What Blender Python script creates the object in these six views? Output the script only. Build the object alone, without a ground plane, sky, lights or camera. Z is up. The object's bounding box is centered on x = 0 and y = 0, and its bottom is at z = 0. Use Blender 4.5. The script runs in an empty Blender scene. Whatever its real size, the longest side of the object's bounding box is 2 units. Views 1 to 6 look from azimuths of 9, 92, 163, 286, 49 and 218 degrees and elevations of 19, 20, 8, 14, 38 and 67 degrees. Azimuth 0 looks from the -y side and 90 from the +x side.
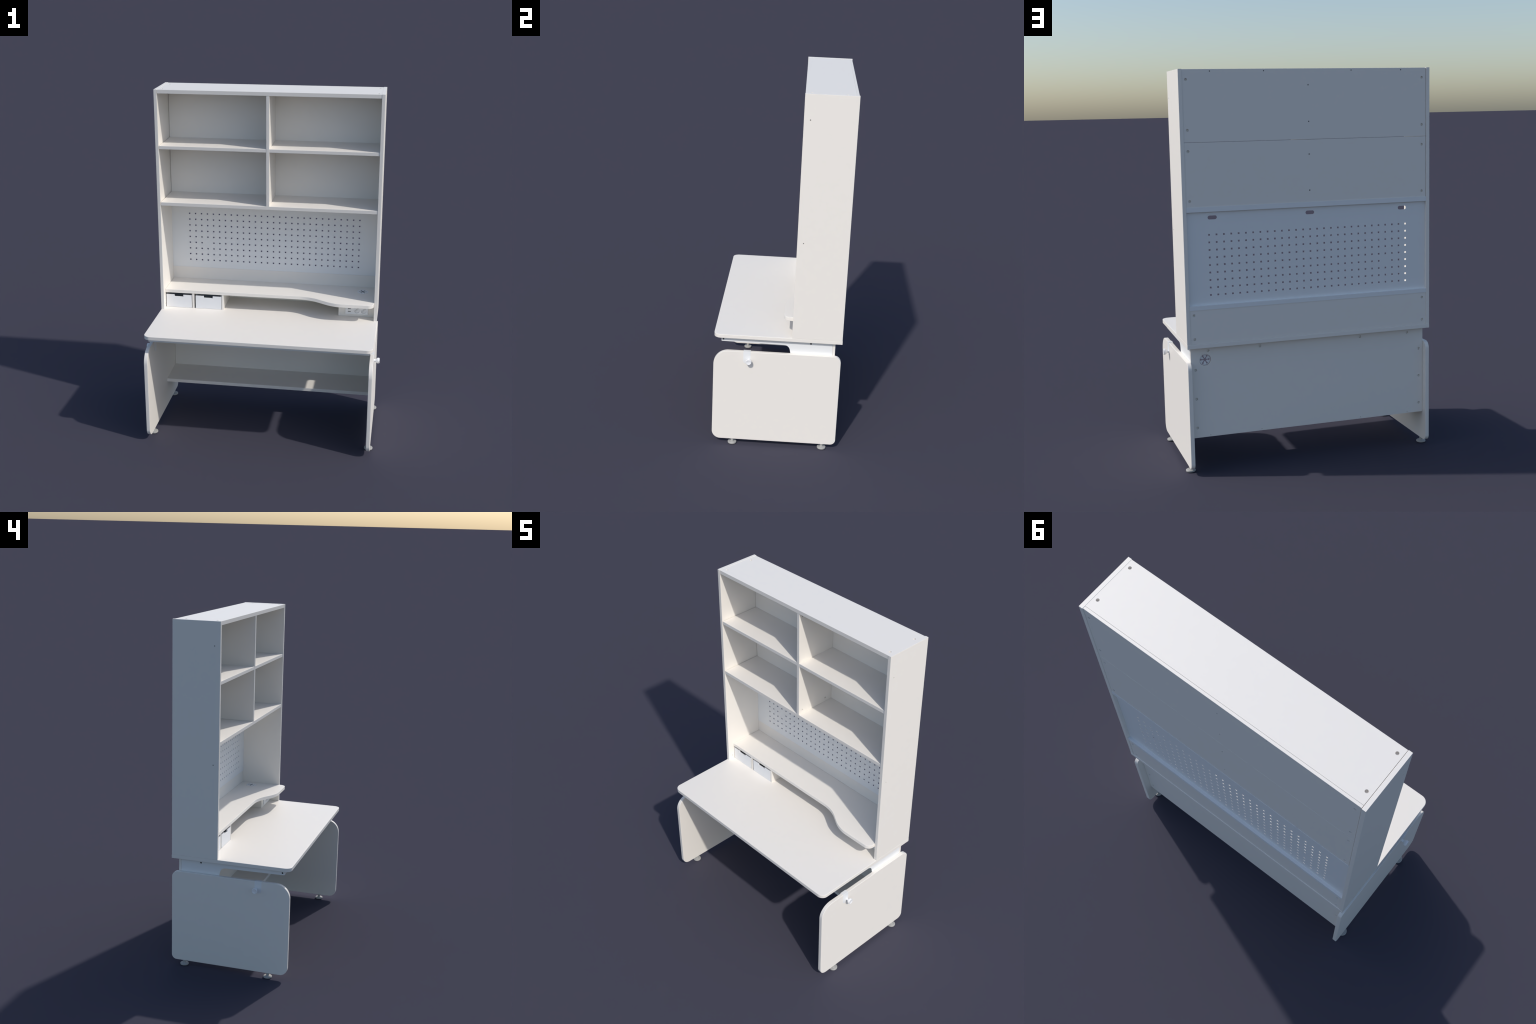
"""White study desk with a tall bookcase hutch, perforated metal back and two small drawers."""
import bpy, bmesh, math
from mathutils import Vector
from mathutils.geometry import tessellate_polygon

# ------------------------------------------------------------------ materials
def make_material(name, colour, rough=0.5, grain=0.012, grain_scale=60.0, bump=0.0, metallic=0.0, coat=0.0):
    m = bpy.data.materials.new(name)
    m.use_nodes = True
    nt = m.node_tree
    bsdf = nt.nodes["Principled BSDF"]
    coords = nt.nodes.new("ShaderNodeTexCoord")
    noise = nt.nodes.new("ShaderNodeTexNoise")
    noise.inputs["Scale"].default_value = grain_scale
    noise.inputs["Detail"].default_value = 4.0
    nt.links.new(coords.outputs["Object"], noise.inputs["Vector"])
    ramp = nt.nodes.new("ShaderNodeValToRGB")
    lo = [max(0.0, c * (1 - grain)) for c in colour]
    hi = [min(1.0, c * (1 + grain)) for c in colour]
    ramp.color_ramp.elements[0].position = 0.3
    ramp.color_ramp.elements[0].color = (*lo, 1)
    ramp.color_ramp.elements[1].position = 0.7
    ramp.color_ramp.elements[1].color = (*hi, 1)
    nt.links.new(noise.outputs["Fac"], ramp.inputs["Fac"])
    nt.links.new(ramp.outputs["Color"], bsdf.inputs["Base Color"])
    bsdf.inputs["Roughness"].default_value = rough
    bsdf.inputs["Metallic"].default_value = metallic
    bsdf.inputs["Coat Weight"].default_value = coat
    if bump > 0:
        fine = nt.nodes.new("ShaderNodeTexNoise")
        fine.inputs["Scale"].default_value = 900.0
        nt.links.new(coords.outputs["Object"], fine.inputs["Vector"])
        b = nt.nodes.new("ShaderNodeBump")
        b.inputs["Strength"].default_value = bump
        b.inputs["Distance"].default_value = 0.0004
        nt.links.new(fine.outputs["Fac"], b.inputs["Height"])
        nt.links.new(b.outputs["Normal"], bsdf.inputs["Normal"])
    return m

LAMINATE = make_material("white_laminate", (0.885, 0.842, 0.780), rough=0.48, grain=0.003, grain_scale=25, bump=0.06)
METAL = make_material("white_powder_coated_steel", (0.862, 0.870, 0.868), rough=0.42, grain=0.003, grain_scale=90, bump=0.08)
PLASTIC = make_material("white_plastic", (0.862, 0.866, 0.872), rough=0.35, grain=0.004)
KNOB = make_material("glossy_white_plastic", (0.90, 0.90, 0.905), rough=0.2, grain=0.003, coat=0.3)
FOOT = make_material("grey_rubber", (0.41, 0.405, 0.385), rough=0.6, grain=0.05, grain_scale=120)
DARK = make_material("hole_black", (0.017, 0.021, 0.024), rough=0.5, grain=0.08, grain_scale=80)
HOLE_DARK = make_material("dark_hole_grey", (0.10, 0.10, 0.10), rough=0.5, grain=0.06, grain_scale=200)
SOCKET_GREY = make_material("socket_bar_grey", (0.70, 0.70, 0.70), rough=0.4, grain=0.004)
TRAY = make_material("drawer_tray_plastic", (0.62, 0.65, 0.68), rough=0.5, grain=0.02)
SLOT = make_material("dark_slot", (0.16, 0.165, 0.17), rough=0.6, grain=0.05, grain_scale=200)

# ------------------------------------------------------------------ helpers
ROOT = bpy.data.objects.new("study_desk", None)
bpy.context.scene.collection.objects.link(ROOT)
ROOT.empty_display_size = 0.2
ROOT["label"] = "white study desk with tall bookcase and pegboard hutch"
ROOT["category"] = "study desk"


def add_object(name, mesh, material, parent=None, angle=15):
    mesh.materials.append(material)
    mesh.polygons.foreach_set("use_smooth", [True] * len(mesh.polygons))
    mesh.set_sharp_from_angle(angle=math.radians(angle))
    ob = bpy.data.objects.new(name, mesh)
    bpy.context.scene.collection.objects.link(ob)
    ob.parent = parent or ROOT
    return ob


def bm_to_mesh(bm, name):
    bmesh.ops.recalc_face_normals(bm, faces=bm.faces)
    me = bpy.data.meshes.new(name)
    bm.to_mesh(me)
    bm.free()
    return me


def rounded(corners, seg=16):
    """Closed outline from (u, v, radius) corners, arcs where the radius is positive."""
    out, n = [], len(corners)
    for i, (x, y, r) in enumerate(corners):
        p = Vector((x, y))
        if r <= 0:
            out.append((x, y))
            continue
        a = (Vector(corners[i - 1][:2]) - p).normalized()
        b = (Vector(corners[(i + 1) % n][:2]) - p).normalized()
        half = a.angle(b) / 2
        t = r / math.tan(half)
        c = p + (a + b).normalized() * (r / math.sin(half))
        s, e = p + a * t - c, p + b * t - c
        a0 = math.atan2(s.y, s.x)
        da = math.atan2(e.y, e.x) - a0
        da = (da + math.pi) % (2 * math.pi) - math.pi
        k = max(3, int(math.ceil(seg * abs(da) / (math.pi / 2))))
        for j in range(k + 1):
            w = a0 + da * j / k
            out.append((c.x + r * math.cos(w), c.y + r * math.sin(w)))
    return out


def rect(u0, u1, v0, v1, r=0.0):
    return rounded([(u0, v0, r), (u1, v0, r), (u1, v1, r), (u0, v1, r)])


def disc(u, v, r, n=20):
    return [(u + r * math.cos(2 * math.pi * i / n), v + r * math.sin(2 * math.pi * i / n)) for i in range(n)]


def inset(outline, d):
    """Move a counter-clockwise outline inwards by d (mitred)."""
    area = sum(a[0] * b[1] - b[0] * a[1] for a, b in zip(outline, outline[1:] + outline[:1]))
    sgn = 1 if area > 0 else -1
    out, n = [], len(outline)
    for i in range(n):
        p0, p1, p2 = (Vector(outline[(i + k) % n]) for k in (-1, 0, 1))
        e1, e2 = (p1 - p0).normalized(), (p2 - p1).normalized()
        n1, n2 = Vector((-e1.y, e1.x)) * sgn, Vector((-e2.y, e2.x)) * sgn
        m = n1 + n2
        m = m / max(0.25, 1 + n1.dot(n2))
        out.append(tuple(p1 + m * d))
    return out


AXES = {"xy": lambda u, v, w: (u, v, w), "xz": lambda u, v, w: (u, w, v), "yz": lambda u, v, w: (w, u, v)}


def board_bm(bm, plane, outline, lo, hi, bevel=0.0012, holes=()):
    """A board: an outline extruded from lo to hi with eased edges; holes are
    (outline, depth, side): depth None pierces it, otherwise a blind hole from that side."""
    at = AXES[plane]

    def ring(pts, w):
        return [bm.verts.new(at(u, v, w)) for u, v in pts]

    def bridge(a, b):
        n = len(a)
        for i in range(n):
            bm.faces.new((a[i], a[(i + 1) % n], b[(i + 1) % n], b[i]))

    if bevel > 0:
        k = 0.2929 * bevel
        levels = [(bevel, lo), (k, lo + k), (0, lo + bevel), (0, hi - bevel), (k, hi - k), (bevel, hi)]
    else:
        levels = [(0, lo), (0, hi)]
    rings = [ring(inset(outline, d) if d else outline, w) for d, w in levels]
    for a, b in zip(rings, rings[1:]):
        bridge(a, b)
    caps = {"lo": [rings[0]], "hi": [rings[-1]]}
    for pts, depth, side in holes:
        if depth is None:
            a, b = ring(pts, lo), ring(pts, hi)
            bridge(a, b)
            caps["lo"].append(a)
            caps["hi"].append(b)
        else:
            top, bot = (hi, hi - depth) if side == "hi" else (lo, lo + depth)
            a, b = ring(pts, top), ring(pts, bot)
            bridge(a, b)
            bm.faces.new(b)
            caps[side].append(a)
    for loops in caps.values():
        if len(loops) == 1:
            bm.faces.new(loops[0])
        else:
            flat = [v for l in loops for v in l]
            for tri in tessellate_polygon([[v.co for v in l] for l in loops]):
                try:
                    bm.faces.new([flat[i] for i in tri])
                except ValueError:
                    pass


def board(name, plane, outline, lo, hi, material=LAMINATE, parent=None, bevel=0.0012, holes=()):
    bm = bmesh.new()
    board_bm(bm, plane, outline, lo, hi, bevel, holes)
    return add_object(name, bm_to_mesh(bm, name), material, parent)


def lathe_bm(bm, profile, origin, axis="z", n=32):
    """Turn a (radius, distance) profile about an axis through origin; closed at both ends."""
    o = Vector(origin)

    def place(r, h, a):
        c, s = r * math.cos(a), r * math.sin(a)
        return o + Vector({"z": (c, s, h), "x": (h, c, s), "-x": (-h, c, s), "y": (c, h, s)}[axis])

    rings = [[bm.verts.new(place(r, h, 2 * math.pi * i / n)) for i in range(n)] for r, h in profile]
    for a, b in zip(rings, rings[1:]):
        for i in range(n):
            bm.faces.new((a[i], a[(i + 1) % n], b[(i + 1) % n], b[i]))
    bm.faces.new(rings[0])
    bm.faces.new(rings[-1])


def lathe(name, profile, origin, material, axis="z", parent=None, n=32, angle=35):
    bm = bmesh.new()
    lathe_bm(bm, profile, origin, axis, n)
    return add_object(name, bm_to_mesh(bm, name), material, parent, angle)


# ------------------------------------------------------------------ key sizes (metres)
HALF = 0.6496                 # half width of the desk top
FRONT, BACK = -0.350, 0.350
TOP_Z = 0.669                # upper face of the desk top
TOP_T = 0.0212
BOARD = 0.018                # board thickness
CAB_FRONT = 0.0755
CAB_OUT, CAB_IN = 0.6500, 0.6320
INNER_L, INNER_R = -0.6303, 0.6319   # carcass boards, a hair off centre
SHELF_FRONT = 0.0775
PANEL_FRONT, PANEL_BACK = 0.3340, 0.3465

# ------------------------------------------------------------------ desk top
board("desktop", "xy", rounded([(-HALF, FRONT, .038), (HALF, FRONT, .038), (HALF, BACK, 0), (-HALF, BACK, 0)]),
      TOP_Z - TOP_T, TOP_Z, bevel=0.0016)

# ------------------------------------------------------------------ leg panels with feet, clamp and knob
LEG_OUT, LEG_IN, LEG_TOP, LEG_BOTTOM = 0.6500, 0.6293, 0.5725, 0.028
CLAMP_Y, KNOB_Y, KNOB_Z = -0.1655, -0.1540, 0.5245
leg_outline = rounded([(-0.349, LEG_BOTTOM, .047), (0.348, LEG_BOTTOM, .030),
                       (0.348, LEG_TOP, .036), (-0.349, LEG_TOP, .082)], seg=24)
foot_profile = [(.0225, 0), (.0245, .0015), (.0245, .0075), (.0225, .0095), (.0100, .0105), (.0085, .0120), (.0085, .0290)]
knob_profile = [(.0082, 0), (.0074, .0012), (.0067, .0050), (.0068, .0095), (.0092, .0125), (.0143, .0172),
                (.0160, .0200), (.0164, .0230), (.0162, .0272), (.0150, .0303), (.0134, .0311), (.0120, .0303), (.0040, .0299)]


def clamp_bm(bm, s):
    w = 0.0198
    strap = rounded([(CLAMP_Y - w, .5020, .0175), (CLAMP_Y + w, .5020, .0175),
                     (CLAMP_Y + w, LEG_TOP + .0006, 0), (CLAMP_Y - w, LEG_TOP + .0006, 0)])
    a, b = sorted((s * (LEG_OUT - .0010), s * (LEG_OUT + .0008)))
    board_bm(bm, "yz", strap, a, b, bevel=0.0004)
    a, b = sorted((s * (LEG_IN + .0002), s * (LEG_IN - .0016)))
    board_bm(bm, "yz", strap, a, b, bevel=0.0004)
    a, b = sorted((s * (LEG_IN - .0016), s * (LEG_OUT + .0007)))
    board_bm(bm, "xy", rect(a, b, CLAMP_Y - w, CLAMP_Y + w), LEG_TOP - .0008, LEG_TOP + .0016, bevel=0.0005)


for s in (1, -1):
    a, b = sorted((s * LEG_IN, s * LEG_OUT))
    leg = board("leg_panel", "yz", leg_outline, a, b, bevel=0.0018)
    for y in (-0.2330, 0.2725):
        lathe("foot", foot_profile, (s * 0.6390, y, 0), FOOT, parent=leg)
    bm = bmesh.new()
    clamp_bm(bm, s)
    add_object("clamp", bm_to_mesh(bm, "clamp"), METAL, leg)
    lathe("knob", knob_profile, (s * (LEG_OUT + .0006), KNOB_Y, KNOB_Z), KNOB, axis="x" if s > 0 else "-x", parent=leg)

# ------------------------------------------------------------------ steel underframe
PLATE_OUT, PLATE_IN = 0.6288, 0.6268
plate_outline = rounded([(-0.310, .6480, 0), (-0.310, .6212, .006), (0.0605, .6170, .032), (0.0725, .5600, 0),
                         (0.0735, .5400, 0), (0.2990, .5400, 0), (0.2990, .6480, 0)])
bm = bmesh.new()
for s in (1, -1):
    a, b = sorted((s * PLATE_IN, s * PLATE_OUT))
    board_bm(bm, "yz", plate_outline, a, b, bevel=0.0004,
             holes=[(disc(0.1803, .6333, .0050), None, "hi"), (disc(-0.2985, .6335, .0050), None, "hi")])
    a, b = sorted((s * (PLATE_IN - .022), s * (PLATE_IN + .0004)))
    board_bm(bm, "xy", rect(a, b, -0.302, 0.030), .6225, .6240, bevel=0)
board_bm(bm, "xz", rect(-.6266, .6266, .6216, .6480), -0.3100, -0.3080, bevel=0.0005)
board_bm(bm, "xy", rect(-.6266, .6266, -0.3090, -0.2880), .6218, .6232, bevel=0)
board_bm(bm, "xz", rect(-.6266, .6266, .6100, .6480), 0.2960, 0.2994, bevel=0)
for x in (-0.25, 0.25):
    board_bm(bm, "xy", rect(x - .02, x + .02, -0.3078, 0.2958), .6232, .6479, bevel=0.001)
frame = add_object("underframe", bm_to_mesh(bm, "underframe"), METAL)
for s in (1, -1):  # black discs fill the plate holes so that they read dark
    for y, z in ((0.1803, .6333), (-0.2985, .6335)):
        lathe("hole_darkening_disc", [(.0049, 0), (.0049, .0012), (.0040, .0018)], (s * (PLATE_OUT - .0020), y, z), DARK,
              axis="x" if s > 0 else "-x", parent=frame, n=20)

# ------------------------------------------------------------------ modesty panel and low shelf
GROM_BACK = (0.5545, 0.5790)
GROM_SHELF = (0.5560, 0.2500)
MODESTY_IN, MODESTY_OUT = 0.2998, 0.3135
holes = [(disc(*GROM_BACK, .0300, 40), None, "hi")]
for x in (0.5390, 0.2708, -0.2711, -0.5385):
    holes.append((disc(x, .6248, .0069), .0090, "hi"))
    holes.append((disc(x, .1913, .0024, 12), .0060, "hi"))
for x in (0.6052, -0.6058):
    for z in (.5315, .3833, .2343):
        holes.append((disc(x, z, .0069), .0090, "hi"))
modesty = board("modesty_panel", "xz", rect(-.6286, .6286, .1825, .6480), MODESTY_IN, MODESTY_OUT, holes=holes)
board("foot_shelf", "xy", rect(-.6291, .6291, .0760, .2996), .1842, .2045)


def dark_hole_plug(parent, origin, axis, radius=.0027):
    """Small dark plug sunk in a drilled hole; origin lies on the panel face."""
    return lathe("dark_hole_plug", [(radius, -.0085), (radius, -.0022), (radius * .7, -.0018)], origin, HOLE_DARK, axis=axis,
                 parent=parent, n=14)


def asterisk(u, v, arms=6, hub=.0072, reach=.0205, blob=.0047, half=.0023):
    """Outline of the star-shaped cable slit: narrow arms ending in round eyes."""
    pts = []
    for k in range(arms):
        a = 2 * math.pi * k / arms
        c, s = math.cos(a), math.sin(a)
        local = [(hub * .85, -half * 1.25)]
        start = math.asin(half / blob)
        for j in range(11):
            w = -(math.pi - start) + (2 * (math.pi - start)) * j / 10
            local.append((reach + blob * math.cos(w), blob * math.sin(w)))
        local.append((hub * .85, half * 1.25))
        pts += [(u + x * c - y * s, v + x * s + y * c) for x, y in local]
    return pts


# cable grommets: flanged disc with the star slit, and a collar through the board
bm = bmesh.new()
board_bm(bm, "xz", disc(*GROM_BACK, .0276, 48), MODESTY_IN - .0004, MODESTY_IN + .0012, bevel=0.0007,
         holes=[(asterisk(*GROM_BACK), None, "hi")])
add_object("cable_grommet", bm_to_mesh(bm, "cable_grommet"), PLASTIC, modesty)

# ------------------------------------------------------------------ cabinet carcass
for s in (1, -1):
    a, b = sorted((s * CAB_IN, s * CAB_OUT))
    outer = "hi" if s > 0 else "lo"
    inner = "lo" if s > 0 else "hi"
    hs = [(disc(0.1085, z, .0031, 14), .008, outer) for z in (1.8685, 1.2150)]
    hs += [(disc(0.1050, .6930, .0050), .006, inner)]
    side = board("cabinet_side", "yz", rect(CAB_FRONT, 0.3490, TOP_Z + .0002, 2.0), a, b, bevel=0.0007, holes=hs)
    for z in (1.8685, 1.2150):
        dark_hole_plug(side, (s * CAB_OUT, 0.1085, z), "x" if s > 0 else "-x", .0026)

board("cabinet_top", "xy", rect(INNER_L, INNER_R, 0.0768, PANEL_FRONT - .0005), 1.9779, 1.9994, bevel=0.0005,
      holes=[(disc(x, y, .0071), .011, "hi") for x in (0.6130, -0.6080) for y in (0.1090, 0.2868)])

DIV = (-0.0070, 0.0110)
board("shelf", "xy", rect(INNER_L + .0008, INNER_R, SHELF_FRONT, PANEL_FRONT - .0004), 1.3213, 1.3415)
for x0, x1 in ((INNER_L + .0008, DIV[0] - .0002), (DIV[1] + .0002, INNER_R)):
    board("shelf", "xy", rect(x0, x1, SHELF_FRONT + .0008, PANEL_FRONT - .0004), 1.6573, 1.6767)
board("shelf_divider", "yz", rect(SHELF_FRONT, PANEL_FRONT - .0004, 1.3417, 1.9774), *DIV,
      holes=[(disc(y, z, .0048), .008, "hi") for y, z in ((0.1015, 1.9560), (0.2840, 1.3655), (0.1030, 1.3668))])

# back panels, with the drilled fixing holes seen from behind
BL = -0.6300
corner_x = (0.6128, -0.6073)
ph = [(disc(x, z, .0069), .0090, "hi") for x in corner_x for z in (1.9502, 1.7125)]
ph += [(disc(x, 1.9889, .0031, 14), .008, "hi") for x in (0.4962, 0.2286, -0.2239, -0.4914)]
ph += [(disc(0.0028, z, .0034, 14), .008, "hi") for z in (1.9196, 1.7418)]
panel = board("back_panel", "xz", rect(BL, CAB_IN, 1.6546, 1.9990), PANEL_FRONT, PANEL_BACK, bevel=0.0008, holes=ph)
for x, z in [(x, 1.9889) for x in (0.4962, 0.2286, -0.2239, -0.4914)] + [(0.0028, 1.9196), (0.0028, 1.7418)]:
    dark_hole_plug(panel, (x, PANEL_BACK, z), "y")
ph = [(disc(x, z, .0069), .0090, "hi") for x in corner_x for z in (1.6118, 1.3732)]
ph += [(disc(0.0028, z, .0034, 14), .008, "hi") for z in (1.5814, 1.4027)]
panel = board("back_panel", "xz", rect(BL, CAB_IN, 1.3215, 1.6530), PANEL_FRONT, PANEL_BACK, bevel=0.0008, holes=ph)
for z in (1.5814, 1.4027):
    dark_hole_plug(panel, (0.0028, PANEL_BACK, z), "y")
ph = [(disc(x, z, .0069), .0090, "hi") for x in (0.6107, -0.6100) for z in (0.8139, 0.6948)]
board("back_panel", "xz", rect(-.6318, .6318, TOP_Z + .0004, .8588), PANEL_FRONT, PANEL_BACK, bevel=0.0008, holes=ph)

# ------------------------------------------------------------------ perforated steel board
COLS, ROWS, HOLE = 29, 9, 0.0091
X0, X1, Z_LOW, Z_HIGH = -0.5200, 0.5200, 0.9085, 1.2060
MISSING = (3, 5)             # one punch was skipped: fourth from the left, sixth row down
perf = []
for j in range(ROWS):
    for i in range(COLS):
        if (i, j) == MISSING:
            continue
        x = X0 + (X1 - X0) * i / (COLS - 1)
        z = Z_HIGH - (Z_HIGH - Z_LOW) * j / (ROWS - 1)
        perf.append((rect(x - HOLE / 2, x + HOLE / 2, z - HOLE / 2, z + HOLE / 2), None, "hi"))
for x in (-0.5017, 0.0, 0.5017):
    perf.append((rounded([(x - .0230, 1.2808, .0094), (x + .0230, 1.2808, .0094),
                          (x + .0230, 1.2998, .0094), (x - .0230, 1.2998, .0094)], seg=8), None, "hi"))
bm = bmesh.new()
board_bm(bm, "xz", rect(-.6318, .6318, .8600, 1.3200), 0.3328, 0.3338, bevel=0, holes=perf)
lip_low = [(0.3335, .8592), (0.3335, .8608), (0.3462 + .0014, .8608), (0.3483, .8600), (0.3483, .8390),
           (0.3468, .8390), (0.3468, .8592)]
lip_high = [(0.3335, 1.3192), (0.3475, 1.3192), (0.3483, 1.3200), (0.3483, 1.3440), (0.3468, 1.3440),
            (0.3468, 1.3208), (0.3335, 1.3208)]
for prof in (lip_low, lip_high):
    board_bm(bm, "yz", prof, -.6317, .6317, bevel=0)
add_object("pegboard", bm_to_mesh(bm, "pegboard"), METAL)

# ------------------------------------------------------------------ curved monitor shelf
SH_LOW, SH_TOP = 0.7634, 0.7838
shelf_outline = rounded([(-.6312, .3336, 0), (-.6312, .1175, 0), (0.2490, .1175, .225), (0.3960, .0268, .200),
                         (0.6312, .0268, .036), (0.6312, .3336, 0)], seg=40)
mon = board("monitor_shelf", "xy", shelf_outline, SH_LOW, SH_TOP, bevel=0.0014,
            holes=[(disc(*GROM_SHELF, .0300, 40), None, "hi")])
bm = bmesh.new()
board_bm(bm, "xy", disc(*GROM_SHELF, .0330, 48), SH_TOP + .0001, SH_TOP + .0014, bevel=0.0005,
         holes=[(asterisk(*GROM_SHELF), None, "hi")])
add_object("cable_grommet", bm_to_mesh(bm, "cable_grommet"), PLASTIC, mon)

# ------------------------------------------------------------------ drawers under the shelf
for x0, x1 in ((-0.4672, -0.4548), (-0.2852, -0.2730)):
    board("drawer_divider", "yz", rect(0.1200, PANEL_FRONT - .0004, TOP_Z + .0002, SH_LOW - .0002), x0, x1, bevel=0.0008)


def drawer(x0, x1):
    zb, zt, notch = TOP_Z + .0008, .7506, .7388
    n0, n1 = x0 + .0505, x0 + .1055
    front = rounded([(x0, zb, .0008), (x1, zb, .0008), (x1, zt, .0012), (n1, zt, .0012), (n1, notch, .0010),
                     (n0, notch, .0010), (n0, zt, .0012), (x0, zt, .0012)], seg=4)
    d = board("drawer", "xz", front, 0.1203, 0.1283, PLASTIC, bevel=0.0005)
    # tray behind the face, open at the top
    bm = bmesh.new()
    a, b, c, e, t = x0 + .004, x1 - .004, 0.1285, 0.2350, .0018
    z0, z1 = zb + .0005, .7570
    board_bm(bm, "xy", rect(a, b, c, e), z0, z0 + t, bevel=0)
    board_bm(bm, "xz", rect(a, b, z0 + t, .7380), c, c + t, bevel=0)
    board_bm(bm, "xz", rect(a, b, z0 + t, z1), e - t, e, bevel=0)
    board_bm(bm, "yz", rect(c + t, e - t, z0 + t, z1), a, a + t, bevel=0)
    board_bm(bm, "yz", rect(c + t, e - t, z0 + t, z1), b - t, b, bevel=0)
    add_object("drawer_tray", bm_to_mesh(bm, "drawer_tray"), TRAY, d)


drawer(-0.6278, -0.4705)
drawer(-0.4460, -0.2875)

# ------------------------------------------------------------------ socket box with outlet plate
BOX_F = 0.1360
box = board("socket_box", "xz", rect(0.4205, 0.6314, TOP_Z + .0003, SH_LOW - .0003), BOX_F, PANEL_FRONT - .0004, bevel=0.0010)
PZ = 0.7100
ph = [(disc(x, PZ, .0178, 40), .0056, "lo") for x in (0.5283, 0.5705)]
ph += [(rect(0.4768, 0.4942, z - .0026, z + .0026), .0050, "lo") for z in (.7012, .7188)]
plate = board("outlet_plate", "xz", rect(0.4615, 0.5948, .6845, .7355, .0015), BOX_F - .0065, BOX_F - .0001, PLASTIC, box,
              bevel=0.0008, holes=ph)
bm = bmesh.new()
for x in (0.5283, 0.5705):  # raised grey diagonal bar across each well
    c, s = math.cos(math.radians(50)), math.sin(math.radians(50))
    bar = [(x + u * c - v * s, PZ + u * s + v * c) for u, v in ((-.0150, -.0035), (.0150, -.0035), (.0150, .0035), (-.0150, .0035))]
    board_bm(bm, "xz", bar, BOX_F - .0050, BOX_F - .0004, bevel=0.0004)
add_object("socket_diagonal_bar", bm_to_mesh(bm, "socket_diagonal_bar"), SOCKET_GREY, box)
bm = bmesh.new()
for z in (.7012, .7188):
    board_bm(bm, "xz", rect(0.4775, 0.4935, z - .0016, z + .0016), BOX_F - .0040, BOX_F - .0010, bevel=0)
add_object("charging_port", bm_to_mesh(bm, "charging_port"), SLOT, box)
